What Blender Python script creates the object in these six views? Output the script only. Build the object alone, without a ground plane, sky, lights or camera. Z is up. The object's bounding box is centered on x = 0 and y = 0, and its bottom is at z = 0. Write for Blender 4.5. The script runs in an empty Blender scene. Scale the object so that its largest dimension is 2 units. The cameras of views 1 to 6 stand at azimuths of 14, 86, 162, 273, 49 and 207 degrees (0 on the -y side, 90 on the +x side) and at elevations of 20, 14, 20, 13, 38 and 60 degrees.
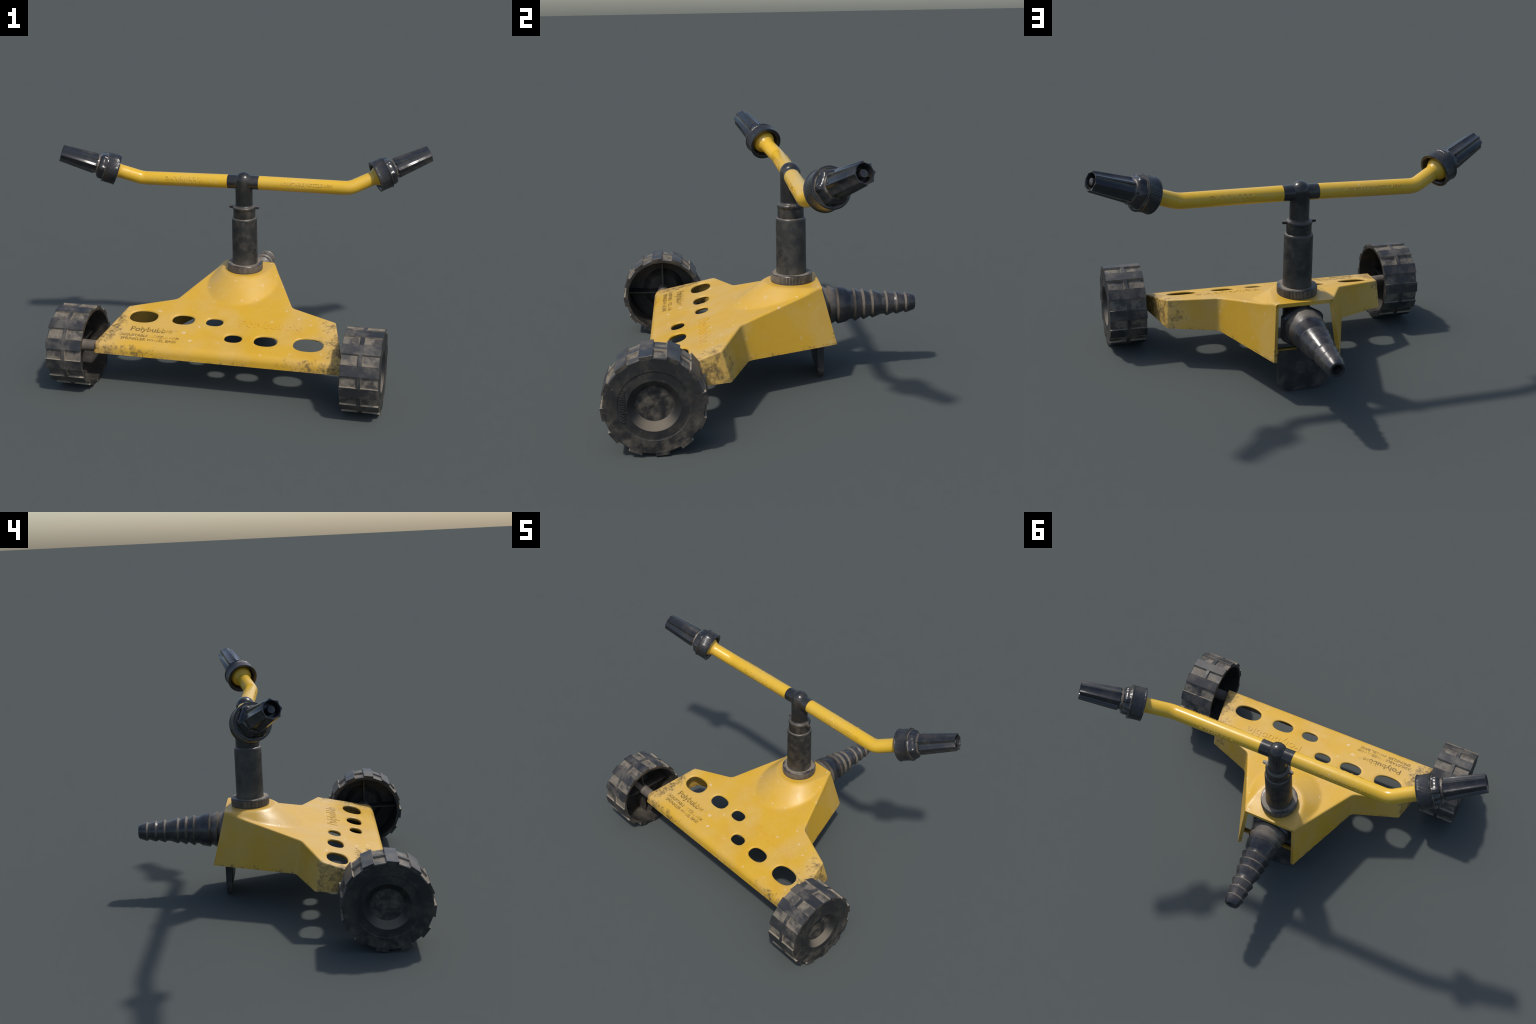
"""A weathered yellow wheeled lawn sprinkler: sheet base on two lugged wheels, hose tail,
riser post and a spinning two-armed spray bar with adjustable nozzles."""
import bpy, bmesh, math, random
from math import sin, cos, pi, radians, hypot, sqrt, atan2
from mathutils import Vector, Matrix
from mathutils.geometry import delaunay_2d_cdt

random.seed(7)
COL = bpy.context.scene.collection

# ------------------------------------------------------------------ node helpers
class Nodes:
    def __init__(self, name):
        self.mat = bpy.data.materials.new(name)
        self.mat.use_nodes = True
        self.t = self.mat.node_tree
        self.t.nodes.clear()
        self.out = self.t.nodes.new("ShaderNodeOutputMaterial")
        self.b = self.t.nodes.new("ShaderNodeBsdfPrincipled")
        self.t.links.new(self.b.outputs[0], self.out.inputs[0])
        self.tc = self.t.nodes.new("ShaderNodeTexCoord")
        self.geo = self.t.nodes.new("ShaderNodeNewGeometry")
        self.obj = self.src = self.tc.outputs["Object"]

    def put(self, sock, v):
        if isinstance(v, bpy.types.NodeSocket):
            self.t.links.new(v, sock)
        elif isinstance(v, (tuple, list)):
            sock.default_value = tuple(v) + ((1.0,) if len(v) == 3 and len(sock.default_value) == 4 else ())
        else:
            sock.default_value = v

    def math(self, op, a, b=0.0, c=None, clamp=False):
        n = self.t.nodes.new("ShaderNodeMath")
        n.operation, n.use_clamp = op, clamp
        self.put(n.inputs[0], a)
        self.put(n.inputs[1], b)
        if c is not None:
            self.put(n.inputs[2], c)
        return n.outputs[0]

    def mul(self, *a):
        r = a[0]
        for x in a[1:]:
            r = self.math("MULTIPLY", r, x)
        return r

    def step(self, v, lo, hi, to0=0.0, to1=1.0):
        n = self.t.nodes.new("ShaderNodeMapRange")
        n.interpolation_type = "SMOOTHSTEP"
        self.put(n.inputs["Value"], v)
        if lo > hi:
            lo, hi, to0, to1 = hi, lo, to1, to0
        n.inputs["From Min"].default_value, n.inputs["From Max"].default_value = lo, hi
        n.inputs["To Min"].default_value, n.inputs["To Max"].default_value = to0, to1
        return n.outputs[0]

    def mix(self, f, a, b):
        n = self.t.nodes.new("ShaderNodeMix")
        n.data_type = "RGBA"
        self.put(n.inputs[0], f)
        self.put(n.inputs[6], a)
        self.put(n.inputs[7], b)
        return n.outputs[2]

    def mapped(self, scale=(1, 1, 1), loc=(0, 0, 0), src=None):
        n = self.t.nodes.new("ShaderNodeMapping")
        self.put(n.inputs[0], src or self.src)
        n.inputs["Scale"].default_value, n.inputs["Location"].default_value = scale, loc
        return n.outputs[0]

    def noise(self, scale, detail=4, rough=0.55, vec=None, distort=0.0):
        n = self.t.nodes.new("ShaderNodeTexNoise")
        self.put(n.inputs["Vector"], vec or self.src)
        n.inputs["Scale"].default_value, n.inputs["Detail"].default_value = scale, detail
        n.inputs["Roughness"].default_value, n.inputs["Distortion"].default_value = rough, distort
        return n.outputs["Fac"]

    def voronoi(self, scale, vec=None):
        n = self.t.nodes.new("ShaderNodeTexVoronoi")
        self.put(n.inputs["Vector"], vec or self.src)
        n.inputs["Scale"].default_value = scale
        return n.outputs["Distance"], n.outputs["Color"]

    def sep(self, v):
        n = self.t.nodes.new("ShaderNodeSeparateXYZ")
        self.put(n.inputs[0], v)
        return n.outputs

    def crevice(self, dist, lo, hi):
        n = self.t.nodes.new("ShaderNodeAmbientOcclusion")
        n.samples = 4
        n.inputs["Distance"].default_value = dist
        return self.step(n.outputs["AO"], hi, lo)

    def bump(self, h, strength, dist=0.002):
        n = self.t.nodes.new("ShaderNodeBump")
        self.put(n.inputs["Height"], h)
        n.inputs["Strength"].default_value, n.inputs["Distance"].default_value = strength, dist
        self.put(self.b.inputs["Normal"], n.outputs[0])

    def finish(self, color, rough, spec=0.5, coat=0.0):
        self.put(self.b.inputs["Base Color"], color)
        self.put(self.b.inputs["Roughness"], rough)
        self.put(self.b.inputs["Specular IOR Level"], spec)
        self.put(self.b.inputs["Coat Weight"], coat)
        return self.mat


YEL_A, YEL_B, YEL_C = (0.572, 0.328, 0.022), (0.560, 0.344, 0.072), (0.545, 0.296, 0.007)
DUST = (0.25, 0.205, 0.15)


def yellow_material(name, body):
    n = Nodes(name)
    x, y, z = n.sep(n.obj)[:]
    a, b, c3 = (YEL_A, YEL_B, YEL_C) if body else ((0.655, 0.395, 0.024), (0.640, 0.395, 0.045), (0.645, 0.375, 0.015))
    base = n.mix(n.step(n.noise(5.0, 3, 0.5), 0.38, 0.66), a, b)
    base = n.mix(n.mul(n.step(n.noise(3.2, 4, 0.6, n.mapped(loc=(4, 2, 9))), 0.50, 0.72), 0.75), base, c3)
    fine = n.noise(60.0, 5, 0.6)
    base = n.mix(n.step(fine, 0.35, 0.75, 0.0, 0.22 if body else 0.10), base, (0.47, 0.275, 0.03))
    # pale paint chips
    d, c = n.voronoi(20.0)
    cr = n.sep(c)
    rad = n.math("MULTIPLY_ADD", n.math("POWER", cr[1], 2.0), 0.15, 0.07)
    rad = n.mul(rad, n.step(n.noise(55, 3), 0.3, 0.7, 0.35, 1.5))
    chip = n.mul(n.math("LESS_THAN", d, rad), n.math("GREATER_THAN", cr[0], 0.42))
    soft = n.mul(chip, n.step(n.sep(n.geo.outputs["Normal"])[2], 0.2, 0.8, 0.3, 1.0), n.step(n.noise(90, 3), 0.35, 0.6, 0.25, 0.9))
    base = n.mix(n.mul(soft, 0.75), base, (0.66, 0.52, 0.36))
    rough = n.step(n.noise(12, 4), 0.3, 0.7, 0.37, 0.51)
    if body:
        ax = n.math("ABSOLUTE", x)
        wing = n.step(n.math("ADD", ax, n.mul(n.math("ADD", n.noise(7, 4), -0.5), 0.30)), 0.43, 0.60)
        front = n.mul(n.step(y, -0.49, -0.545), n.step(ax, 0.12, 0.5, 0.15, 0.95))
        low = n.mul(n.step(z, 0.230, 0.186), 0.80)
        tail = n.mul(n.step(y, 0.255, 0.315), n.step(z, 0.42, 0.30), 0.80)
        edge = n.math("MAXIMUM", n.math("MAXIMUM", wing, front), n.math("MAXIMUM", low, tail))
        grain = n.math("ADD", n.mul(n.noise(75, 6, 0.65), 0.5), n.mul(n.noise(22, 6, 0.62, n.mapped(loc=(5, 1, 2))), 0.5))
        thr = n.math("MULTIPLY_ADD", edge, -0.25, 0.69)
        dirt = n.math("MULTIPLY", n.math("SUBTRACT", grain, thr), 7.0, clamp=True)
        blot = n.mul(n.step(n.noise(9, 5, 0.6, n.mapped(loc=(1, 7, 3))), 0.66, 0.80), 0.25)
        dirt = n.math("MAXIMUM", n.mul(dirt, 0.80), n.mul(blot, n.step(grain, 0.4, 0.6)))
        base = n.mix(n.mul(wing, 0.45), base, (0.58, 0.40, 0.16))
        base = n.mix(dirt, base, (0.055, 0.042, 0.026))
        rough = n.math("ADD", rough, n.mul(dirt, 0.3))
        n.bump(n.math("ADD", n.noise(45, 5), n.mul(dirt, -0.4)), 0.16)
    else:
        grain = n.noise(22, 7, 0.65)
        rough = n.math("ADD", rough, -0.13)
        base = n.mix(n.mul(n.step(grain, 0.64, 0.75), 0.06), base, (0.30, 0.20, 0.07))
        n.bump(n.noise(70, 4), 0.10)
    return n.finish(base, rough, 0.5)


def black_material(name, gloss, dust_amount, dust_mask=None, base=(0.016, 0.017, 0.019), dusty=DUST, world=False, grime_at=(0.42, 0.70), grime_size=11, spec=0.5):
    """Moulded black plastic; dust_mask(n) adds where dirt has settled."""
    n = Nodes(name)
    if world:                                # many small pieces share this: let the dirt run across them
        n.src = n.geo.outputs["Position"]
    grime = n.step(n.noise(grime_size, 6, 0.62), *grime_at)
    fine = n.noise(55, 6, 0.65)
    f = n.mul(grime, n.step(fine, 0.3, 0.7, 0.35, 1.0), dust_amount)
    if dust_mask:
        f = n.math("MAXIMUM", f, dust_mask(n))
    d, c = n.voronoi(26.0)
    cr = n.sep(c)
    fleck = n.mul(n.math("LESS_THAN", d, n.math("MULTIPLY_ADD", cr[1], 0.07, 0.02)), n.math("GREATER_THAN", cr[0], 0.80), 0.35)
    f = n.math("MAXIMUM", f, fleck)
    col = n.mix(f, base, dusty)
    rough = n.math("ADD", n.step(n.noise(18, 5), 0.3, 0.7, gloss - 0.05, gloss + 0.09), n.mul(f, 0.45), clamp=True)
    n.bump(n.math("ADD", fine, f), 0.10)
    return n.finish(col, rough, spec)


def upward(n, amount, lo=0.55, hi=0.95):
    nz = n.sep(n.geo.outputs["Normal"])[2]
    return n.mul(n.step(nz, lo, hi), n.step(n.noise(16, 5), 0.3, 0.62, 0.55, 1.0), amount)


M_YELLOW_BODY = yellow_material("weathered_yellow_sheet", True)
M_YELLOW_ARM = yellow_material("weathered_yellow_tube", False)


def nozzle_dust(n):
    z = n.sep(n.obj)[2]
    crev = n.math("MAXIMUM", n.mul(n.step(z, 0.2150, 0.2160), n.step(z, 0.2205, 0.2185)), n.mul(n.step(z, 0.252, 0.255), n.step(z, 0.266, 0.262)))
    x, y, _ = n.sep(n.obj)[:]
    crev = n.mul(crev, n.step(n.math("ADD", n.mul(x, x), n.mul(y, y)), 0.00610, 0.00580))
    deep = n.mul(n.crevice(0.015, 0.25, 0.75), 0.6)
    return n.mul(n.math("MAXIMUM", crev, deep), n.step(n.noise(30, 4), 0.35, 0.62, 0.15, 0.9), 0.62)


M_NOZZLE = black_material("glossy_black_plastic", 0.14, 0.16, nozzle_dust)
M_TEE = black_material("satin_black_plastic", 0.23, 0.16, None, (0.018, 0.018, 0.018))


def riser_dust(n):
    z = n.sep(n.obj)[2]
    foot = n.mul(n.step(z, 0.575, 0.50), n.step(n.noise(14, 5), 0.25, 0.65), 0.30)
    return n.math("MAXIMUM", foot, upward(n, 0.38, 0.35, 0.8))


M_RISER = black_material("dusty_black_riser", 0.30, 0.13, riser_dust, (0.0175, 0.0168, 0.0155), grime_at=(0.44, 0.60), grime_size=21)


def collar_dust(n):
    nz = n.sep(n.geo.outputs["Normal"])[2]
    side = n.mul(n.step(nz, 0.5, 0.1), n.step(n.noise(20, 5), 0.3, 0.65, 0.30, 0.8))
    x, y, z = n.sep(n.obj)[:]
    r = n.math("POWER", n.math("ADD", n.mul(x, x), n.mul(y, y)), 0.5)
    side = n.mul(side, n.step(r, 0.0960, 0.0972, 0.25, 1.0))
    inner = n.mul(n.step(r, 0.094, 0.074), 0.3)
    top = n.mul(n.step(nz, 0.6, 0.9), n.step(n.math("ADD", n.noise(15, 5), n.mul(inner, 0.6)), 0.42, 0.66), 0.75)
    return n.math("MAXIMUM", side, top)


M_COLLAR = black_material("dusty_knurled_plastic", 0.36, 0.2, collar_dust, (0.020, 0.020, 0.020))


def barb_dust(n):
    nx, ny, nz = n.sep(n.geo.outputs["Normal"])[:]
    y = n.sep(n.obj)[1]
    back = n.mul(n.step(ny, -0.10, -0.55), n.step(nz, -0.8, 0.2, 0.3, 1.0), n.step(n.noise(18, 4), 0.3, 0.6, 0.55, 1.0), 0.58)
    crest = n.mul(n.step(ny, 0.36, 0.28), n.step(nz, -0.5, 0.3, 0.2, 0.6), n.step(n.noise(24, 4), 0.35, 0.6, 0.0, 1.0), 0.25)  # paler line along each ridge
    root = n.mul(n.step(y, 0.345, 0.30), n.step(nz, -0.2, 0.5, 0.2, 0.55), n.step(n.noise(14, 4), 0.3, 0.6, 0.4, 1.0))
    valley = n.mul(n.crevice(0.022, 0.35, 0.85), n.step(nz, -0.6, 0.4, 0.15, 0.55))  # valleys lightened to paint the bright-dark shading between ridges
    return n.math("MAXIMUM", n.math("MAXIMUM", n.math("MAXIMUM", back, crest), root), valley)


M_BARB = black_material("hose_tail_plastic", 0.25, 0.20, barb_dust, (0.018, 0.019, 0.022))
M_HEX = black_material("lightened_hex_plastic", 0.38, 0.5, None, (0.050, 0.051, 0.050), (0.12, 0.11, 0.095))  # base grey raised to carry the light on the hex's rear face
M_UNDER = black_material("dull_black_plastic", 0.42, 0.30, None, (0.024, 0.025, 0.026))


def tyre_pocket(n):
    corner = n.mul(n.crevice(0.022, 0.35, 0.85), 0.95)
    return n.mul(n.math("MAXIMUM", n.step(n.noise(17, 6, 0.62), 0.42, 0.58, 0.14, 0.74), corner), n.step(n.noise(40, 4), 0.3, 0.6, 0.7, 1.0))


def tyre_face(n):
    nz = n.sep(n.geo.outputs["Normal"])[2]
    x, y, z = n.sep(n.obj)[:]
    r = n.math("POWER", n.math("ADD", n.mul(y, y), n.mul(z, z)), 0.5)
    rim = n.mul(n.step(n.math("ADD", r, n.mul(z, -0.35)), 0.12, 0.24), n.step(n.noise(19, 7, 0.65), 0.38, 0.66), 0.48)
    hub = n.mul(n.step(r, 0.085, 0.06), n.step(n.noise(22, 7, 0.65), 0.38, 0.66), 0.50)
    return n.math("MAXIMUM", n.math("MAXIMUM", rim, hub), n.mul(n.step(nz, 0.25, 0.7), n.step(r, 0.12, 0.10), 0.85))


RUBBER, RUBBER_DUST = (0.019, 0.019, 0.019), (0.17, 0.142, 0.105)
M_DRUM = black_material("dusty_tread_pocket", 0.48, 0.35, tyre_pocket, (0.022, 0.022, 0.022), (0.225, 0.190, 0.142), world=True)
M_FACE = black_material("tyre_side_rubber", 0.50, 0.20, tyre_face, (0.0145, 0.0145, 0.0145), RUBBER_DUST, world=True, grime_at=(0.48, 0.62), spec=0.40)
M_CAVITY = black_material("wheel_inside", 0.55, 0.65, None, (0.028, 0.026, 0.023), (0.13, 0.108, 0.082), world=True)
M_LUG = black_material("worn_lug_rubber", 0.44, 0.52, None, (0.021, 0.021, 0.022), (0.165, 0.141, 0.108), world=True, grime_at=(0.42, 0.62))
M_WALL = black_material("pale_tread_wall", 0.6, 0.3, lambda n: n.step(n.noise(22, 5), 0.3, 0.6, 0.45, 0.95), (0.03, 0.028, 0.025), (0.29, 0.245, 0.18), world=True)  # paler copy of the pocket colour on the lug walls
M_AXLE = black_material("grey_axle", 0.5, 0.6, lambda n: n.step(n.noise(12, 4), 0.35, 0.65, 0.35, 0.8), (0.05, 0.045, 0.04), (0.24, 0.20, 0.165))


def print_material():
    n = Nodes("worn_black_print")
    x, y, z = n.sep(n.obj)[:]
    wear = n.noise(26, 7, 0.7)
    patch = n.noise(16, 4, 0.6, n.mapped(loc=(1.7, 0.4, 0.3)))
    ink = n.math("MULTIPLY", n.math("SUBTRACT", n.math("ADD", n.mul(wear, 0.45), n.mul(patch, 0.55)), n.step(x, -0.42, -0.36, 0.36, 0.435)), 7.5, clamp=True)
    col = n.mix(n.mul(ink, 0.78), YEL_A, (0.045, 0.035, 0.022))
    return n.finish(col, 0.45, 0.5)


M_PRINT = print_material()

# ------------------------------------------------------------------ mesh helpers
def smooth_by_angle(me, angle):
    bm = bmesh.new()
    bm.from_mesh(me)
    for f in bm.faces:
        f.smooth = True
    for e in bm.edges:
        e.smooth = not (len(e.link_faces) == 2 and e.calc_face_angle(0) > radians(angle)) and len(e.link_faces) == 2
    bm.to_mesh(me)
    bm.free()


def mesh(name, verts, faces, mat, angle=35, fix=True):
    me = bpy.data.meshes.new(name)
    me.from_pydata([tuple(v) for v in verts], [], faces)
    if fix:
        bm = bmesh.new()
        bm.from_mesh(me)
        bmesh.ops.remove_doubles(bm, verts=bm.verts, dist=1e-6)
        bmesh.ops.recalc_face_normals(bm, faces=bm.faces)
        bm.to_mesh(me)
        bm.free()
    me.materials.append(mat)
    smooth_by_angle(me, angle)
    return me


def add(name, me, parent=None, matrix=None):
    o = bpy.data.objects.new(name, me)
    COL.objects.link(o)
    if parent:
        o.parent = parent
    if matrix is not None:
        o.matrix_local = matrix
    return o


def empty(name, loc, parent=None):
    o = bpy.data.objects.new(name, None)
    o.empty_display_size = 0.1
    COL.objects.link(o)
    o.parent = parent
    o.location = loc
    return o


def lathe(profile, segs, mod=None, closed=False):
    """Turn (radius, height) points about local z. mod(radius, height, angle) reshapes the radius."""
    verts, faces, rows = [], [], []
    for r, h in profile:
        if r < 1e-6:
            rows.append([len(verts)])
            verts.append((0, 0, h))
        else:
            rows.append(list(range(len(verts), len(verts) + segs)))
            for i in range(segs):
                a = 2 * pi * i / segs
                q = mod(r, h, a) if mod else r
                verts.append((q * cos(a), q * sin(a), h))
    pairs = list(zip(rows, rows[1:])) + ([(rows[-1], rows[0])] if closed else [])
    for A, B in pairs:
        for i in range(segs):
            j = (i + 1) % segs
            if len(A) == 1 and len(B) == 1:
                continue
            if len(A) == 1:
                faces.append((A[0], B[i], B[j]))
            elif len(B) == 1:
                faces.append((A[i], B[0], A[j]))
            else:
                faces.append((A[i], B[i], B[j], A[j]))
    return verts, faces


def box(lo, hi, bevel=0.0):
    bm = bmesh.new()
    bmesh.ops.create_cube(bm, size=1)
    for v in bm.verts:
        v.co = Vector([lo[i] + (v.co[i] + 0.5) * (hi[i] - lo[i]) for i in range(3)])
    if bevel:
        bmesh.ops.bevel(bm, geom=bm.edges[:], offset=bevel, segments=2, affect="EDGES", profile=0.5)
    return bm


def bm_mesh(name, bm, mat, angle=35):
    bmesh.ops.recalc_face_normals(bm, faces=bm.faces)
    me = bpy.data.meshes.new(name)
    bm.to_mesh(me)
    bm.free()
    me.materials.append(mat)
    smooth_by_angle(me, angle)
    return me


def letters(text, width, extrude, bevel=0.0, shear=0.0, spacing=1.0, thicken=0.0):
    """Built-in font text turned to mesh data, scaled to a width, baseline at y = 0, starting at x = 0."""
    cu = bpy.data.curves.new("lettering", "FONT")
    cu.body, cu.size, cu.shear, cu.space_character = text, 1.0, shear, spacing
    cu.resolution_u = 4
    o = bpy.data.objects.new("lettering", cu)
    COL.objects.link(o)
    bpy.context.view_layer.update()
    lo, hi = min(v[0] for v in o.bound_box), max(v[0] for v in o.bound_box)
    s = width / (hi - lo)
    cu.extrude, cu.bevel_depth, cu.bevel_resolution, cu.offset = extrude / s, bevel / s, 1 if bevel else 0, thicken / s
    dg = bpy.context.evaluated_depsgraph_get()
    me = bpy.data.meshes.new_from_object(o.evaluated_get(dg))
    bpy.data.objects.remove(o)
    for v in me.vertices:
        v.co = Vector(((v.co.x - lo) * s, v.co.y * s, v.co.z * s))
    me.materials.clear()
    return me


# ------------------------------------------------------------------ the sprinkler
root = empty("lawn_sprinkler", (0, 0, 0))
root["label"] = "worn yellow wheeled garden sprinkler with black two-nozzle spinning spray arm"
root["category"] = "lawn sprinkler"

# ---- base plate: sloped sheet with drafted skirt, swelling round the riser, six slots
AXIS_Y = 0.125           # riser axis
SLOPE, Z0, Y0 = 0.270, 0.354, -0.130
Z_TOP, Z_LOW = 0.457, 0.188


def plane_z(y):
    return Z0 + SLOPE * (y - Y0)


def platform_hull():
    pts = [(0.125 * cos(a), AXIS_Y + 0.125 * sin(a)) for a in (2 * pi * i / 120 for i in range(120))]
    pts += [(0.150, 0.252), (-0.150, 0.252)]
    pts.sort()
    def half(seq):
        h = []
        for p in seq:
            while len(h) > 1 and (h[-1][0] - h[-2][0]) * (p[1] - h[-2][1]) - (h[-1][1] - h[-2][1]) * (p[0] - h[-2][0]) <= 0:
                h.pop()
            h.append(p)
        return h
    a, b = half(pts), half(pts[::-1])
    return a[:-1] + b[:-1]


HULL = platform_hull()


def hull_distance(x, y):
    best, inside = 9.0, True
    for (ax, ay), (bx, by) in zip(HULL, HULL[1:] + HULL[:1]):
        ex, ey = bx - ax, by - ay
        if ex * (y - ay) - ey * (x - ax) < 0:
            inside = False
        t = max(0, min(1, ((x - ax) * ex + (y - ay) * ey) / (ex * ex + ey * ey)))
        best = min(best, hypot(x - ax - t * ex, y - ay - t * ey))
    return 0.0 if inside else best


def sheet_z(x, y):
    p = plane_z(y)
    if hypot(x, y - AXIS_Y) > 0.36:
        return p
    d = hull_distance(x, y)
    swell = Z_TOP - 0.76 * (sqrt(d * d + 0.012 ** 2) - 0.012) - 0.002 * min(1.0, d / 0.03)
    k = 0.003                                # soft union of swell and sheet
    return 0.5 * (p + swell + sqrt((p - swell) ** 2 + k * k)) - 0.5 * k * math.exp(-((p - swell) / 0.02) ** 2)


TOP = [(0.652, -0.543), (0.568, -0.222), (0.320, -0.130), (0.142, 0.250)]
LOW = [(0.660, -0.545), (0.576, -0.189), (0.329, -0.100), (0.165, 0.316)]
FILLET = [0.014, 0.014, 0.045, 0.0]
ROUND = {"front": 0.034, "side": 0.011, "back": 0.0}
EDGE_KIND = ["front", "side", "side", "side", "back", "side", "side", "side"]
EDGE_DIV = [26, 10, 10, 14, 12, 14, 10, 10]
ARC = 6


def full(half):
    """Front-left, then counter-clockwise round the outline."""
    return [(-half[0][0], half[0][1])] + half + [(-x, y) for x, y in half[:0:-1]]


def ring(half, dist):
    """Outline moved inwards by dist per edge kind, corners filleted; returns points and per-point edge rounding."""
    P = full(half)
    F = [FILLET[0]] + FILLET + FILLET[:0:-1]
    n = len(P)
    lines = []
    for i in range(n):
        (ax, ay), (bx, by) = P[i], P[(i + 1) % n]
        L = hypot(bx - ax, by - ay)
        ux, uy = (bx - ax) / L, (by - ay) / L
        d = dist[EDGE_KIND[i]]
        lines.append((ax - uy * d, ay + ux * d, ux, uy, d))
    V = []
    for i in range(n):
        x1, y1, u1, v1, _ = lines[i - 1]
        x2, y2, u2, v2, _ = lines[i]
        den = u1 * v2 - v1 * u2
        t = ((x2 - x1) * v2 - (y2 - y1) * u2) / den
        V.append((x1 + u1 * t, y1 + v1 * t, den))
    ins, outs = [], []
    for i in range(n):
        x, y, turn = V[i]
        u1, v1 = lines[i - 1][2:4]
        u2, v2 = lines[i][2:4]
        if F[i] <= 0:
            ins.append([(x, y)])
            continue
        dm = 0.5 * (lines[i - 1][4] + lines[i][4])
        r = max(0.003, F[i] - dm if turn > 0 else F[i] + dm)
        half_a = 0.5 * math.acos(max(-1, min(1, u1 * u2 + v1 * v2)))
        tl = r * math.tan(half_a)
        sx, sy = x - u1 * tl, y - v1 * tl
        sg = 1 if turn > 0 else -1
        cx, cy = sx - v1 * r * sg, sy + u1 * r * sg
        a0 = atan2(sy - cy, sx - cx)
        ins.append([(cx + r * cos(a0 + sg * 2 * half_a * k / ARC), cy + r * sin(a0 + sg * 2 * half_a * k / ARC)) for k in range(ARC + 1)])
    pts, rnd, kinds = [], [], []
    for i in range(n):
        ra, rb = ROUND[EDGE_KIND[i - 1]], ROUND[EDGE_KIND[i]]
        if "back" in (EDGE_KIND[i - 1], EDGE_KIND[i]):
            ra = rb = ROUND["side"]
        m = len(ins[i])
        for k, p in enumerate(ins[i]):
            pts.append(p)
            rnd.append(ra + (rb - ra) * (k / (m - 1) if m > 1 else 1))
            kinds.append(EDGE_KIND[i] if k == m - 1 else "corner")
        a, b = ins[i][-1], ins[(i + 1) % n][0]
        for k in range(1, EDGE_DIV[i]):
            t = k / EDGE_DIV[i]
            pts.append((a[0] + (b[0] - a[0]) * t, a[1] + (b[1] - a[1]) * t))
            rnd.append(ROUND[EDGE_KIND[i]] if EDGE_KIND[i] != "back" else 0.0)
            kinds.append(EDGE_KIND[i])
    return pts, rnd, kinds


def slot(cx, cy, hw, hh, grow=0.0):
    """Slightly squared oval lying in the sheet, given in plan."""
    hw, hh = hw + grow, hh + grow
    c, p = 1 / sqrt(1 + SLOPE * SLOPE), 2 / 2.35
    out = []
    for k in range(SLOT_PTS):
        a = 2 * pi * (k + 0.5) / SLOT_PTS
        out.append((cx + math.copysign(hw * abs(cos(a)) ** p, cos(a)), cy + c * math.copysign(hh * abs(sin(a)) ** p, sin(a))))
    return out


SLOT_PTS = 64
SLOTS = [(s * x, -0.298 if s < 0 else -0.412, hw, hh) for s in (-1, 1) for x, hw, hh in ((0.456, 0.0765, 0.0505), (0.235, 0.0598, 0.0395), (0.0645, 0.0456, 0.0312))]


def inside(poly, x, y):
    c = False
    for (ax, ay), (bx, by) in zip(poly, poly[1:] + poly[:1]):
        if (ay > y) != (by > y) and x < (bx - ax) * (y - ay) / (by - ay) + ax:
            c = not c
    return c


def poly_gap(poly, x, y):
    best = 9
    for (ax, ay), (bx, by) in zip(poly, poly[1:] + poly[:1]):
        ex, ey = bx - ax, by - ay
        t = max(0, min(1, ((x - ax) * ex + (y - ay) * ey) / (ex * ex + ey * ey + 1e-12)))
        best = min(best, hypot(x - ax - t * ex, y - ay - t * ey))
    return best


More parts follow.
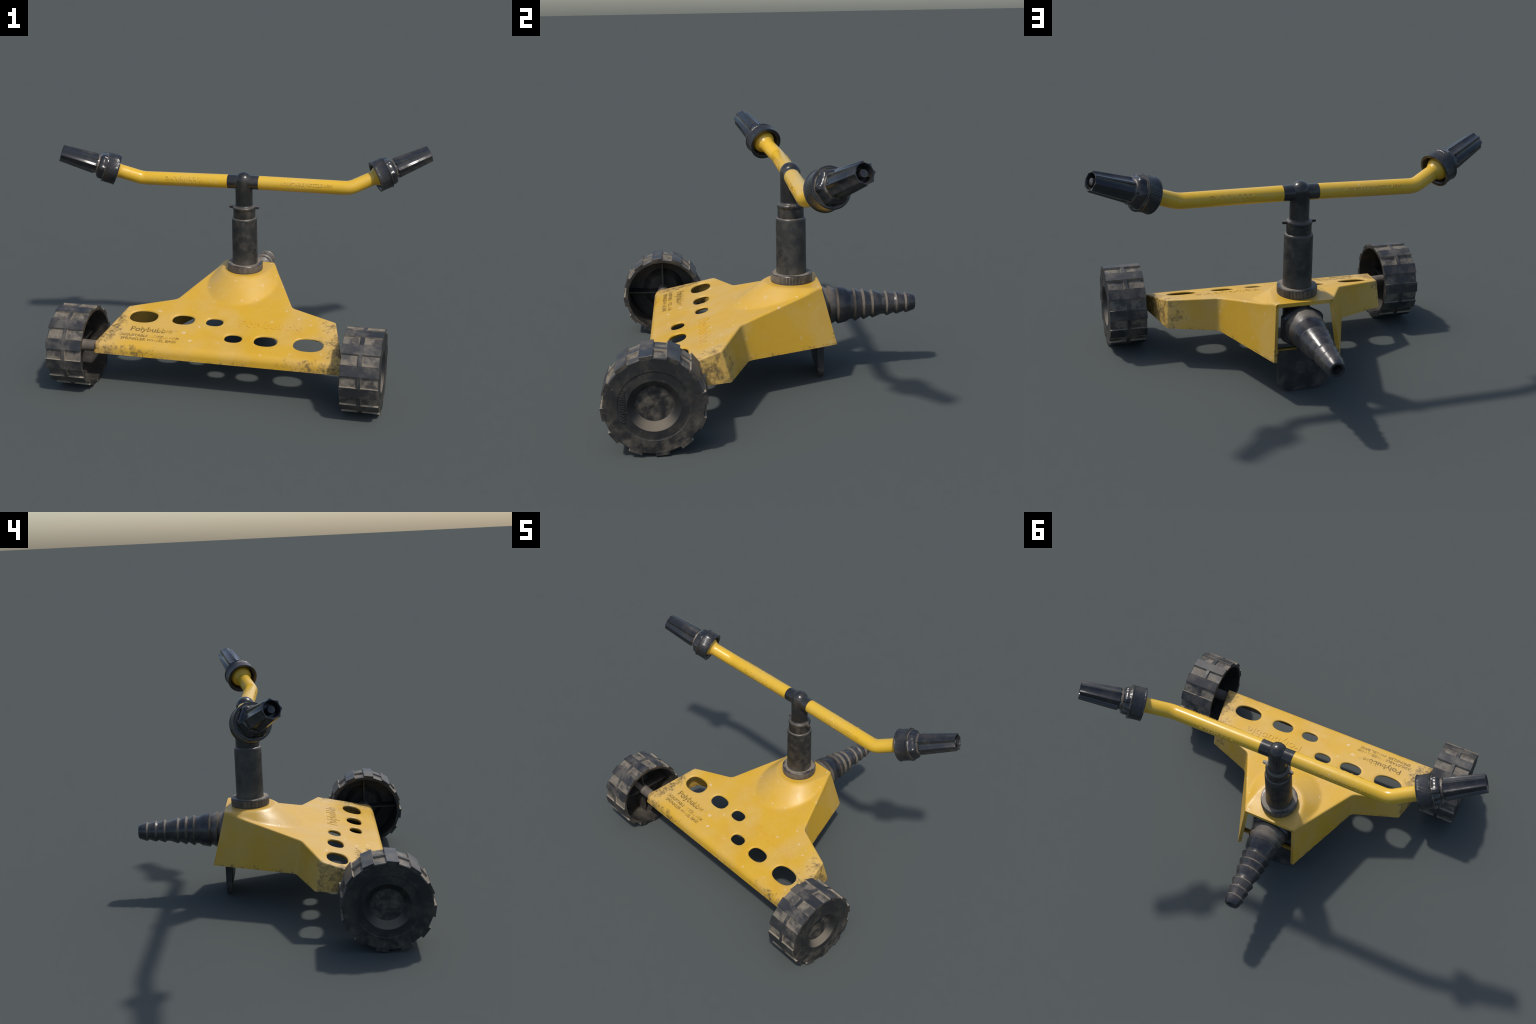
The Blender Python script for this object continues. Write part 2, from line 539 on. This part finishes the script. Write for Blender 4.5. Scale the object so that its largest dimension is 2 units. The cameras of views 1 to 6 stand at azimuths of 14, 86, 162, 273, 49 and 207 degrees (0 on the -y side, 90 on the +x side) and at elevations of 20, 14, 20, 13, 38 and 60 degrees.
def build_base():
    verts, faces = [], []
    rows = []
    low, _, kinds = ring(LOW, {"front": 0, "side": 0, "back": 0})
    steps = 6
    tops = []
    for k in range(steps + 1):
        th = pi / 2 * k / steps
        pts, rnd, _ = ring(TOP, {e: r * (1 - cos(th)) for e, r in ROUND.items()})
        tops.append([(x, y, sheet_z(x, y) - r * (1 - sin(th))) for (x, y), r in zip(pts, rnd)])
    n = len(low)
    wall = [[(lx + (tx - lx) * t, ly + (ty - ly) * t, Z_LOW + (tz - Z_LOW) * t) for (lx, ly), (tx, ty, tz) in zip(low, tops[0])] for t in (0, 0.25, 0.5, 0.75)]
    for row in wall + tops:
        rows.append(list(range(len(verts), len(verts) + n)))
        verts += row
    for A, B in zip(rows, rows[1:]):
        for i in range(n):
            j = (i + 1) % n
            if kinds[i] == "back":
                continue
            faces.append((A[i], A[j], B[j], B[i]))
    # sheet: constrained triangulation between the rounded rim and the slot mouths
    outer = [(x, y) for x, y, _ in tops[-1]]
    pts = [Vector(p) for p in outer]
    edges = [(i, (i + 1) % n) for i in range(n)]
    mouths = []
    for s in SLOTS:
        m = slot(*s, grow=0.008)
        mouths.append(m)
        b = len(pts)
        pts += [Vector(p) for p in m]
        edges += [(b + i, b + (i + 1) % len(m)) for i in range(len(m))]
    def free(x, y, gap):
        return inside(outer, x, y) and poly_gap(outer, x, y) > gap and all(not inside(m, x, y) and poly_gap(m, x, y) > gap for m in mouths)
    for j in range(72):
        for i in range(64):
            a = 2 * pi * (i + 0.5 * (j % 2)) / 64
            r = 0.092 + 0.0032 * j
            if r > 0.30:
                break
            x, y = r * cos(a), AXIS_Y + r * sin(a)
            if free(x, y, 0.006):
                pts.append(Vector((x, y)))
    for gx in range(-26, 27):
        for gy in range(-24, 12):
            x, y = gx * 0.025, gy * 0.025
            if hypot(x, y - AXIS_Y) > 0.315 and free(x, y, 0.010):
                pts.append(Vector((x, y)))
    cv, _, cf, *_ = delaunay_2d_cdt(pts, edges, [], 0, 1e-6)
    base = len(verts)
    verts += [(p.x, p.y, sheet_z(p.x, p.y)) for p in cv]
    for f in cf:
        cx, cy = sum(cv[i].x for i in f) / 3, sum(cv[i].y for i in f) / 3
        if inside(outer, cx, cy) and not any(inside(m, cx, cy) for m in mouths):
            faces.append(tuple(base + i for i in f))
    # rolled slot lips
    for s in SLOTS:
        prev = None
        for g, dz in ((0.008, 0.0), (0.0045, 0.0008), (0.0018, 0.0027), (0.0004, 0.0055), (0.0, 0.008)):
            row = list(range(len(verts), len(verts) + SLOT_PTS))
            verts += [(x, y, plane_z(y) - dz) for x, y in slot(*s, grow=g)]
            if prev:
                faces += [(prev[i], row[i], row[(i + 1) % SLOT_PTS], prev[(i + 1) % SLOT_PTS]) for i in range(SLOT_PTS)]
            prev = row
    me = mesh("base_plate", verts, faces, M_YELLOW_BODY, 40)
    bm = bmesh.new()
    bm.from_mesh(me)
    bmesh.ops.remove_doubles(bm, verts=bm.verts, dist=2e-5)
    bmesh.ops.recalc_face_normals(bm, faces=bm.faces)
    if max(bm.faces, key=lambda f: f.calc_center_median().z).normal.z < 0:
        bmesh.ops.reverse_faces(bm, faces=bm.faces[:])
    bm.to_mesh(me)
    bm.free()
    o = add("base_plate", me, root)
    m = o.modifiers.new("wall", "SOLIDIFY")
    m.thickness, m.offset, m.use_even_offset, m.use_rim = 0.0185, -1, True, True
    dg = bpy.context.evaluated_depsgraph_get()
    done = bpy.data.meshes.new_from_object(o.evaluated_get(dg))
    o.modifiers.clear()
    o.data = done
    done.name = "base_plate"
    smooth_by_angle(done, 42)
    return o


base = build_base()
tilt = Matrix.Rotation(math.atan(SLOPE), 4, "X")


def on_sheet(x, y, lift):
    nrm = Vector((0, -SLOPE, 1)).normalized()
    return Matrix.Translation(Vector((x, y, plane_z(y))) + nrm * lift) @ tilt


def lay_text(name, text, x, y, width, mat, extrude, lift, bevel=0.0, tall=1.0, **kw):
    me = letters(text, width, extrude, bevel, **kw)
    for v in me.vertices:
        v.co.y *= tall
    me.materials.append(mat)
    me.transform(on_sheet(x, y, lift))
    smooth_by_angle(me, 30)
    o = add(name, me, base)
    o["kind"] = "stuff"
    return o


lay_text("raised_lettering", "Polybubble", 0.074, -0.318, 0.332, M_YELLOW_BODY, 0.0004, 0.0006, 0.0012, thicken=-0.0007)
lay_text("printed_lettering", "Polybubble", -0.490, -0.421, 0.228, M_PRINT, 0.0003, 0.0003, thicken=0.0007)
lay_text("printed_lettering", "TM", -0.256, -0.402, 0.014, M_PRINT, 0.0003, 0.0003)
lay_text("printed_lettering", "ADJUSTABLE NOZZLE ARM", -0.530, -0.463, 0.316, M_PRINT, 0.0003, 0.0003, thicken=0.0004)
lay_text("printed_lettering", "SPRINKLER WHEEL BASE", -0.522, -0.491, 0.302, M_PRINT, 0.0003, 0.0003, thicken=0.0004)

# crossbar tying the skirt walls, and the flat rear foot under it
bm = box((-0.184, 0.234, 0.203), (0.184, 0.2565, 0.2205), 0.003)
add("crossbar", bm_mesh("crossbar", bm, M_YELLOW_BODY), base)


def build_foot():
    w, rc, top = 0.125, 0.062, 0.2185
    outline = [(-w, top)]
    for k in range(10):
        a = pi + pi / 2 * k / 9
        outline.append((-w + rc + rc * cos(a), rc + rc * sin(a)))
    for k in range(10):
        a = -pi / 2 + pi / 2 * k / 9
        outline.append((w - rc + rc * cos(a), rc + rc * sin(a)))
    outline.append((w, top))
    verts, faces, rows = [], [], []
    cx, cz = 0.0, 0.12
    for depth, shrink in ((0.0, 0.97), (0.003, 1.0), (0.9, 1.0), (1.0, 0.965)):
        row = []
        for x, z in outline:
            t = min(1.0, max(0.0, z / 0.14))
            front = 0.243 - 0.022 * t ** 0.6
            yb, yf = 0.260, front
            y = yb + (yf - yb) * depth
            row.append(len(verts))
            verts.append((cx + (x - cx) * shrink, y, cz + (z - cz) * shrink))
        rows.append(row)
    n = len(outline)
    for A, B in zip(rows, rows[1:]):
        faces += [(A[i], A[(i + 1) % n], B[(i + 1) % n], B[i]) for i in range(n)]
    faces += [tuple(rows[0]), tuple(rows[-1][::-1])]
    return mesh("rear_foot", verts, faces, M_UNDER, 30)


add("rear_foot", build_foot(), root)

# ---- axle and wheels
WHEEL_Y, WHEEL_Z = -0.4995, 0.2098
axle_v, axle_f = lathe([(0, -0.80), (0.030, -0.80), (0.030, -0.70), (0.026, -0.60), (0.026, 0.60), (0.030, 0.70), (0.030, 0.80), (0, 0.80)], 28)
axle = add("axle", mesh("axle", [(z, x, y) for x, y, z in axle_v], axle_f, M_AXLE), root, Matrix.Translation((0, WHEEL_Y, WHEEL_Z - 0.003)))

LUG_R, POCKET_R, PHASE = 0.2098, 0.2000, radians(89.4)
X_IN, X_OUT = 0.657, 0.845       # wheel-local: x measured outward from the machine's middle
PITCH = radians(15)


def polygonal(r, h, a):
    """Tread band is a 24-gon, everything nearer the hub is round."""
    if r < 0.183:
        return r
    off = ((a - PHASE) % PITCH) - PITCH / 2
    return r * cos(PITCH / 2) / cos(off)


def spin_x(verts):
    """Lathe axis z -> x, keeping angle measured from +y towards +z."""
    return [(z, x, y) for x, y, z in verts]


def wheel_meshes():
    shell = [(0.1845, X_IN + 0.001), (0.1860, X_IN), (POCKET_R - 0.001, X_IN), (POCKET_R, X_IN + 0.001), (POCKET_R, X_OUT - 0.004), (POCKET_R - 0.004, X_OUT),
             (0.1435, X_OUT), (0.1415, X_OUT - 0.0012), (0.1385, X_OUT - 0.002), (0.1045, X_OUT - 0.0015), (0.1025, X_OUT - 0.0030),
             (0.0735, X_OUT - 0.0300), (0.0715, X_OUT - 0.0308), (0, X_OUT - 0.0300)]
    inner = [(0, X_OUT - 0.040), (0.078, X_OUT - 0.041), (0.084, X_OUT - 0.037), (0.110, X_OUT - 0.014), (0.178, X_OUT - 0.012), (0.1845, X_OUT - 0.020), (0.1845, X_IN + 0.001)]
    v, f = lathe(shell, 120, polygonal)
    faces_outer = mesh("wheel", spin_x(v), f, M_FACE, 12)
    faces_outer.materials.append(M_DRUM)
    for p in faces_outer.polygons:
        c = p.center
        if hypot(c.y, c.z) > 0.197 and c.x < X_OUT - 0.003:
            p.material_index = 1
    v, f = lathe(inner, 120, polygonal)
    cavity = mesh("wheel_cavity", spin_x(v), [t[::-1] for t in f], M_CAVITY, 20)
    # one lug: flat block over one facet of the tread, lightly chamfered
    def block(a0, a1, r0, r1, xa, xb, bev):
        bm = bmesh.new()
        vs = []
        for xx in (xa, xb):
            for r, a in ((r0, a0), (r1, a0), (r1, a1), (r0, a1)):
                vs.append(bm.verts.new((xx, r * cos(a), r * sin(a))))
        for q in ((0, 1, 2, 3), (4, 7, 6, 5), (0, 4, 5, 1), (1, 5, 6, 2), (2, 6, 7, 3), (3, 7, 4, 0)):
            bm.faces.new([vs[i] for i in q])
        bmesh.ops.recalc_face_normals(bm, faces=bm.faces)
        bmesh.ops.bevel(bm, geom=bm.edges[:], offset=bev, segments=1, affect="EDGES")
        return bm
    lug = bm_mesh("tread_lug", block(-PITCH / 2, PITCH / 2, 0.190, LUG_R, X_IN - 0.0006, X_OUT + 0.0006, 0.0012), M_LUG, 25)
    mid = 0.5 * (X_IN + X_OUT)

    def skin(me, sides):
        """Wearing top keeps the lug rubber; radial walls take the paler colour; the ends match the wheel's side."""
        me.materials.append(M_WALL)
        me.materials.append(sides)
        for p in me.polygons:
            nx, ny, nz = (abs(c) for c in p.normal)
            p.material_index = 0 if p.normal.y > 0.6 else (2 if nx > nz else 1)

    skin(lug, M_FACE)
    ridge = bm_mesh("tread_ridge", block(-PITCH / 2 - 0.004, PITCH / 2 + 0.004, 0.190, LUG_R - 0.0006, mid - 0.0105, mid + 0.0095, 0.0012), M_LUG, 25)
    skin(ridge, M_WALL)
    # internal gusset: thin web from axle boss to rim
    prof = [(0.024, X_IN + 0.077), (0.1845, X_IN + 0.088), (0.184, X_OUT - 0.016), (0.024, X_OUT - 0.036)]
    bm = bmesh.new()
    A = [bm.verts.new((x, r, -0.004)) for r, x in prof]
    B = [bm.verts.new((x, r, 0.004)) for r, x in prof]
    bm.faces.new(A)
    bm.faces.new(B[::-1])
    for i in range(4):
        bm.faces.new((A[i], B[i], B[(i + 1) % 4], A[(i + 1) % 4]))
    web = bm_mesh("wheel_web", bm, M_CAVITY, 30)
    return faces_outer, cavity, lug, ridge, web


W_SHELL, W_CAVITY, W_LUG, W_RIDGE, W_WEB = wheel_meshes()


def mirrored(me):
    m = me.copy()
    m.transform(Matrix.Scale(-1, 4, (1, 0, 0)))
    m.flip_normals()
    return m


for side in (1, -1):
    parts = [W_SHELL, W_CAVITY, W_LUG, W_RIDGE, W_WEB]
    if side < 0:
        parts = [mirrored(p) for p in parts]
    shell, cavity, lug, ridge, web = parts
    wheel = add("wheel", shell, root, Matrix.Translation((0, WHEEL_Y, WHEEL_Z)))
    add("wheel_cavity", cavity, wheel)
    for k in range(12):
        a = PHASE + PITCH / 2 + k * 2 * PITCH
        add("tread_lug", lug, wheel, Matrix.Rotation(a, 4, "X"))
        add("tread_ridge", ridge, wheel, Matrix.Rotation(a + PITCH, 4, "X"))
    for k in range(4):
        add("wheel_web", web, wheel, Matrix.Rotation(k * pi / 2, 4, "X"))
    # raised word running up the side wall, left of the hub as one faces the wheel
    me = letters("Polybubble", 0.128, 0.0006, 0.0006)
    me.materials.append(M_FACE)
    up, left = Vector((0, 0, 1)), Vector((0, -side, 0))
    out = Vector((side, 0, 0))
    mat = Matrix((up, left, out)).transposed().to_4x4()
    me.transform(Matrix.Translation((side * (X_OUT - 0.0002), -side * 0.112, -0.062)) @ mat)
    o = add("raised_lettering", me, wheel)
    o["kind"] = "stuff"

# ---- riser post
riser = empty("riser", (0, AXIS_Y, 0), root)
post = [(0.0, 0.44), (0.0665, 0.44), (0.0665, 0.497), (0.0705, 0.4985), (0.0712, 0.503), (0.0700, 0.508), (0.0690, 0.750), (0.0672, 0.756), (0.0635, 0.7595), (0.0606, 0.761), (0.0604, 0.799), (0.0600, 0.801), (0.0598, 0.803), (0.0610, 0.805),
        (0.0625, 0.808), (0.0630, 0.814), (0.0612, 0.820), (0.0570, 0.8235), (0.0510, 0.8245), (0.0482, 0.8270), (0.0470, 0.832), (0.0, 0.832)]
v, f = lathe(post, 48)
add("post", mesh("post", v, f, M_RISER, 50), riser)


def knurl(count, depth, r_min):
    def mod(r, h, a):
        if r < r_min:
            return r
        k = (a * count / (2 * pi)) % 1.0
        return r - (depth if k > 0.62 else 0.0)
    return mod


collar = [(0.066, 0.499), (0.090, 0.4990), (0.0945, 0.4980), (0.0965, 0.4955), (0.0975, 0.4945), (0.0975, 0.463), (0.0960, 0.461), (0.0960, 0.450), (0.066, 0.450)]
v, f = lathe(collar, 540, knurl(90, 0.0026, 0.0972))
add("collar", mesh("collar", v, f, M_COLLAR, 35), riser)
# two small stop ears on the swivel ring
for s in (1, -1):
    bm = bmesh.new()
    pts = [(0.050, -0.017), (0.060, -0.014), (0.066, -0.0085), (0.078, -0.0075), (0.083, -0.004), (0.083, 0.004), (0.078, 0.0075), (0.066, 0.0085), (0.060, 0.014), (0.050, 0.017)]
    a = [bm.verts.new((s * x, y * s, 0.8085)) for x, y in pts]
    b = [bm.verts.new((s * x, y * s, 0.8215)) for x, y in pts]
    bm.faces.new(a)
    bm.faces.new(b)
    for i in range(len(pts)):
        bm.faces.new((a[i], a[(i + 1) % len(pts)], b[(i + 1) % len(pts)], b[i]))
    bmesh.ops.recalc_face_normals(bm, faces=bm.faces)
    bmesh.ops.bevel(bm, geom=[e for e in bm.edges if abs(e.verts[0].co.z - e.verts[1].co.z) < 1e-5], offset=0.002, segments=2, affect="EDGES")
    add("stop_ear", bm_mesh("stop_ear", bm, M_RISER), riser)

# ---- hose connector: hidden elbow, hex shoulder and barbed tail along +y
BARB_Z = 0.327
hose = empty("hose_connector", (0, 0, 0), root)
v, f = lathe([(0, 0.215), (0.060, 0.215), (0.066, 0.222), (0.066, 0.452), (0, 0.452)], 32)
add("elbow", mesh("elbow", [(x, y + AXIS_Y, z) for x, y, z in v], f, M_UNDER, 35), hose)


def along_y(verts):
    return [(x, h, BARB_Z + y) for x, y, h in verts]


def hexagon(r, h, a):
    return r * cos(pi / 6) / cos(((a + pi / 2) % (pi / 3)) - pi / 6)


v, f = lathe([(0, 0.125), (0.064, 0.125), (0.064, 0.21), (0, 0.21)], 32)
add("elbow_outlet", mesh("elbow_outlet", along_y(v), f, M_UNDER, 35), hose)
v, f = lathe([(0, 0.202), (0.117, 0.202), (0.117, 0.232), (0.106, 0.243), (0, 0.243)], 72, lambda r, h, a: min(hexagon(r, h, a), r * 0.985))
add("hex_shoulder", mesh("hex_shoulder", [(x, y, z - 0.010) for x, y, z in along_y(v)], f, M_HEX, 30), hose)
tail = [(0.085, 0.240), (0.0955, 0.249), (0.0965, 0.262), (0.0950, 0.270), (0.0830, 0.288), (0.0825, 0.291), (0.0935, 0.2975), (0.0925, 0.301), (0.0790, 0.327), (0.0780, 0.331), (0.0890, 0.3395), (0.0880, 0.344), (0.0812, 0.379), (0.0715, 0.394), (0.0700, 0.398), (0.0695, 0.413),
        (0.0800, 0.4205), (0.0790, 0.424), (0.0635, 0.450), (0.0630, 0.453), (0.0738, 0.463), (0.0728, 0.467), (0.0592, 0.493), (0.0588, 0.496), (0.0674, 0.5055), (0.0664, 0.510), (0.0535, 0.544), (0.0518, 0.549), (0.0515, 0.566),
        (0.0598, 0.574), (0.0590, 0.578), (0.0475, 0.605), (0.0472, 0.609), (0.0540, 0.6205), (0.0532, 0.625), (0.0430, 0.655), (0.0427, 0.659), (0.0496, 0.6670), (0.0488, 0.671), (0.0382, 0.703), (0.0355, 0.7085), (0.0310, 0.7105), (0.0250, 0.7095), (0.0222, 0.705), (0.0205, 0.60), (0, 0.60)]
v, f = lathe(tail, 16)
add("hose_barb", mesh("hose_barb", along_y(v), f, M_BARB, 38), hose)

# ---- spray arm: tee with domed cap, two bent tubes, two adjustable nozzles
ARM_Z, ARM_R = 0.9575, 0.0372
spray = empty("spray_arm", (0, AXIS_Y, ARM_Z), root)
TEE_R = 0.0468
DOME_R, DOME_UP = 0.0470, 0.0085
dome = [(0, -0.128), (TEE_R, -0.128), (TEE_R, -0.02), (DOME_R, DOME_UP)] + [(DOME_R * cos(a), DOME_UP + DOME_R * sin(a)) for a in (pi / 2 * k / 12 for k in range(1, 12))] + [(0, DOME_UP + DOME_R)]
v, f = lathe(dome, 48)
tee = add("tee", mesh("tee", v, f, M_TEE, 40), spray)
v, f = lathe([(0, -0.086), (ARM_R + 0.0004, -0.086), (ARM_R + 0.0004, 0.086), (0, 0.086)], 40)
add("sleeve", mesh("sleeve", [(z, x, y) for x, y, z in v], f, M_TEE, 40), tee)

BEND = Vector((0.578, 0, -0.0045))            # elbow corner, relative to the arm's hub
AIM = Vector((0.400, 0.167, 0.164)).normalized()


def sweep(path, radii, segs):
    verts, faces = [], []
    T = [(path[min(i + 1, len(path) - 1)] - path[max(i - 1, 0)]).normalized() for i in range(len(path))]
    side = Vector((0, 1, 0))
    for i, (p, r) in enumerate(zip(path, radii)):
        side = (side - T[i] * side.dot(T[i])).normalized()
        up = T[i].cross(side)
        for k in range(segs):
            a = 2 * pi * k / segs
            verts.append(p + side * r * cos(a) + up * r * sin(a))
    for i in range(len(path) - 1):
        for k in range(segs):
            m = (k + 1) % segs
            faces.append((i * segs + k, i * segs + m, (i + 1) * segs + m, (i + 1) * segs + k))
    faces += [tuple(range(segs)), tuple(range(len(verts) - segs, len(verts)))]
    return verts, faces


def tube_mesh():
    start = Vector((0.0865, 0, 0))
    d0 = (BEND - start).normalized()
    cut = 0.030
    path, rad = [], []
    a, b = BEND - d0 * cut, BEND + AIM * cut
    for k in range(13):
        path.append(start.lerp(a, k / 12))
    for k in range(1, 12):
        t = k / 12
        path.append(a * (1 - t) ** 2 + BEND * 2 * t * (1 - t) + b * t * t)
    path.append(b)
    rad = [ARM_R] * len(path)
    BALL_T, BALL_R = 0.186, 0.0605
    for t in (0.06, 0.09, 0.115, 0.128):
        path.append(BEND + AIM * t)
        rad.append(ARM_R)
    for t, r in ((0.133, 0.0380), (0.1365, 0.0397), (0.140, 0.0425)):
        path.append(BEND + AIM * t)
        rad.append(r)
    for k in range(9):
        t = 0.1435 + (BALL_T - 0.1435) * k / 8
        path.append(BEND + AIM * t)
        rad.append(sqrt(BALL_R ** 2 - (BALL_T - t) ** 2))
    v, f = sweep(path, rad, 40)
    return mesh("arm_tube", v, f, M_YELLOW_ARM, 40)


def wrapped(text, x0, width, mid, mat, **kw):
    """Raised letters wrapped on the front (-y) of the straight tube; mid = height of the baseline along the wall."""
    me = letters(text, width, 0.0001, 0.0006, **kw)
    for v in me.vertices:
        s, up, out = v.co
        a = (mid + up) / ARM_R
        r = ARM_R + 0.0005 + out
        v.co = Vector((x0 + s, -r * cos(a), r * sin(a)))
    me.materials.append(mat)
    smooth_by_angle(me, 30)
    return me


NOZZLE_SEGS = 96


def ring_profile():
    return [(0.0690, 0.1500), (0.0720, 0.1478), (0.0840, 0.1465), (0.0858, 0.1480), (0.0858, 0.1505), (0.0832, 0.1535), (0.0826, 0.160), (0.0826, 0.205), (0.0838, 0.2095), (0.0858, 0.2120), (0.0856, 0.2150), (0.0830, 0.2165), (0.0760, 0.2168), (0.0735, 0.2150),
            (0.0550, 0.2150), (0.0550, 0.205), (0.0630, 0.2000), (0.0655, 0.1600)]


v, f = lathe(ring_profile(), 480, lambda r, h, a: r - (0.0011 if (0.155 < h < 0.208 and 0.0815 < r < 0.0835 and (a * 80 / (2 * pi)) % 1.0 > 0.6) else 0), closed=True)
NZ_RING = mesh("nozzle_ring", v, f, M_NOZZLE, 35)


def scallop(r, h, a):
    """Six shallow pockets between ridges on the nut's shoulder."""
    if not 0.2165 < h < 0.2535:
        return r
    k = (a * 6 / (2 * pi)) % 1.0
    pocket = max(0.0, 1 - (abs(k - 0.5) / 0.40) ** 4)
    return r - 0.0075 * pocket * min(1.0, (h - 0.2165) / 0.006) * min(1.0, (0.254 - h) / 0.010 + 0.35)


nut = [(0.0, 0.205), (0.074, 0.205), (0.0745, 0.2185), (0.0750, 0.2230), (0.0747, 0.2330), (0.0728, 0.2410), (0.0690, 0.2470), (0.0620, 0.2515), (0.0530, 0.2535), (0.0495, 0.2560), (0.0490, 0.272), (0, 0.272)]
v, f = lathe(nut, 120, scallop)
NZ_NUT = mesh("nozzle_nut", v, f, M_NOZZLE, 50)


def fluted(r, h, a):
    """Eight sharp ridges with hollow flutes between, on the outside only."""
    if r < 0.0375:
        return r
    k = (a * 8 / (2 * pi)) % 1.0
    u = abs(2 * k - 1)                      # 1 at ridge, 0 mid-flute
    return r * min(1.0, 0.855 + 0.17 * u ** 2.3)      # ridges blunted to a narrow land


tip = [(0.0, 0.2605), (0.0480, 0.2605), (0.0560, 0.2665), (0.0580, 0.2690), (0.0465, 0.4590), (0.0452, 0.4606), (0.0372, 0.4606), (0.0362, 0.4600), (0.0345, 0.4560), (0.0325, 0.4480), (0.0290, 0.4300), (0.0290, 0.4150), (0, 0.4150)]
v, f = lathe(tip, 128, fluted)
NZ_TIP = mesh("nozzle_tip", v, f, M_NOZZLE, 32)
v, f = lathe([(0.0175, 0.410), (0.0172, 0.4525), (0.0155, 0.4560), (0.0120, 0.4570), (0, 0.4570)], 28)
NZ_PIN = mesh("nozzle_pin", v, f, M_NOZZLE, 40)

T_TUBE = tube_mesh()
T_NAME = wrapped("Polybubble", -0.434, 0.214, -0.0125, M_YELLOW_ARM)
T_NAME.transform(Matrix.Rotation(pi, 4, "Z"))      # it stands on the far side of each tube
T_LINE1 = wrapped("ADJUSTABLE NOZZLE ARM", 0.210, 0.281, 0.0035, M_YELLOW_ARM)
T_LINE2 = wrapped("SPRINKLER", 0.288, 0.110, -0.0235, M_YELLOW_ARM)
aim_rot = AIM.to_track_quat("Z", "Y").to_matrix().to_4x4()
for turn in (0, pi):
    spin = Matrix.Rotation(turn, 4, "Z")
    tube = add("arm_tube", T_TUBE, spray, spin)
    for me in (T_LINE1, T_LINE2):
        add("raised_lettering", me, tube)["kind"] = "stuff"
    add("raised_lettering", T_NAME, tube)["kind"] = "stuff"
    noz = empty("nozzle", (0, 0, 0), spray)
    noz.matrix_local = spin @ Matrix.Translation(BEND) @ aim_rot
    for nm, me in (("nozzle_ring", NZ_RING), ("nozzle_nut", NZ_NUT), ("nozzle_tip", NZ_TIP), ("nozzle_pin", NZ_PIN)):
        add(nm, me, noz)
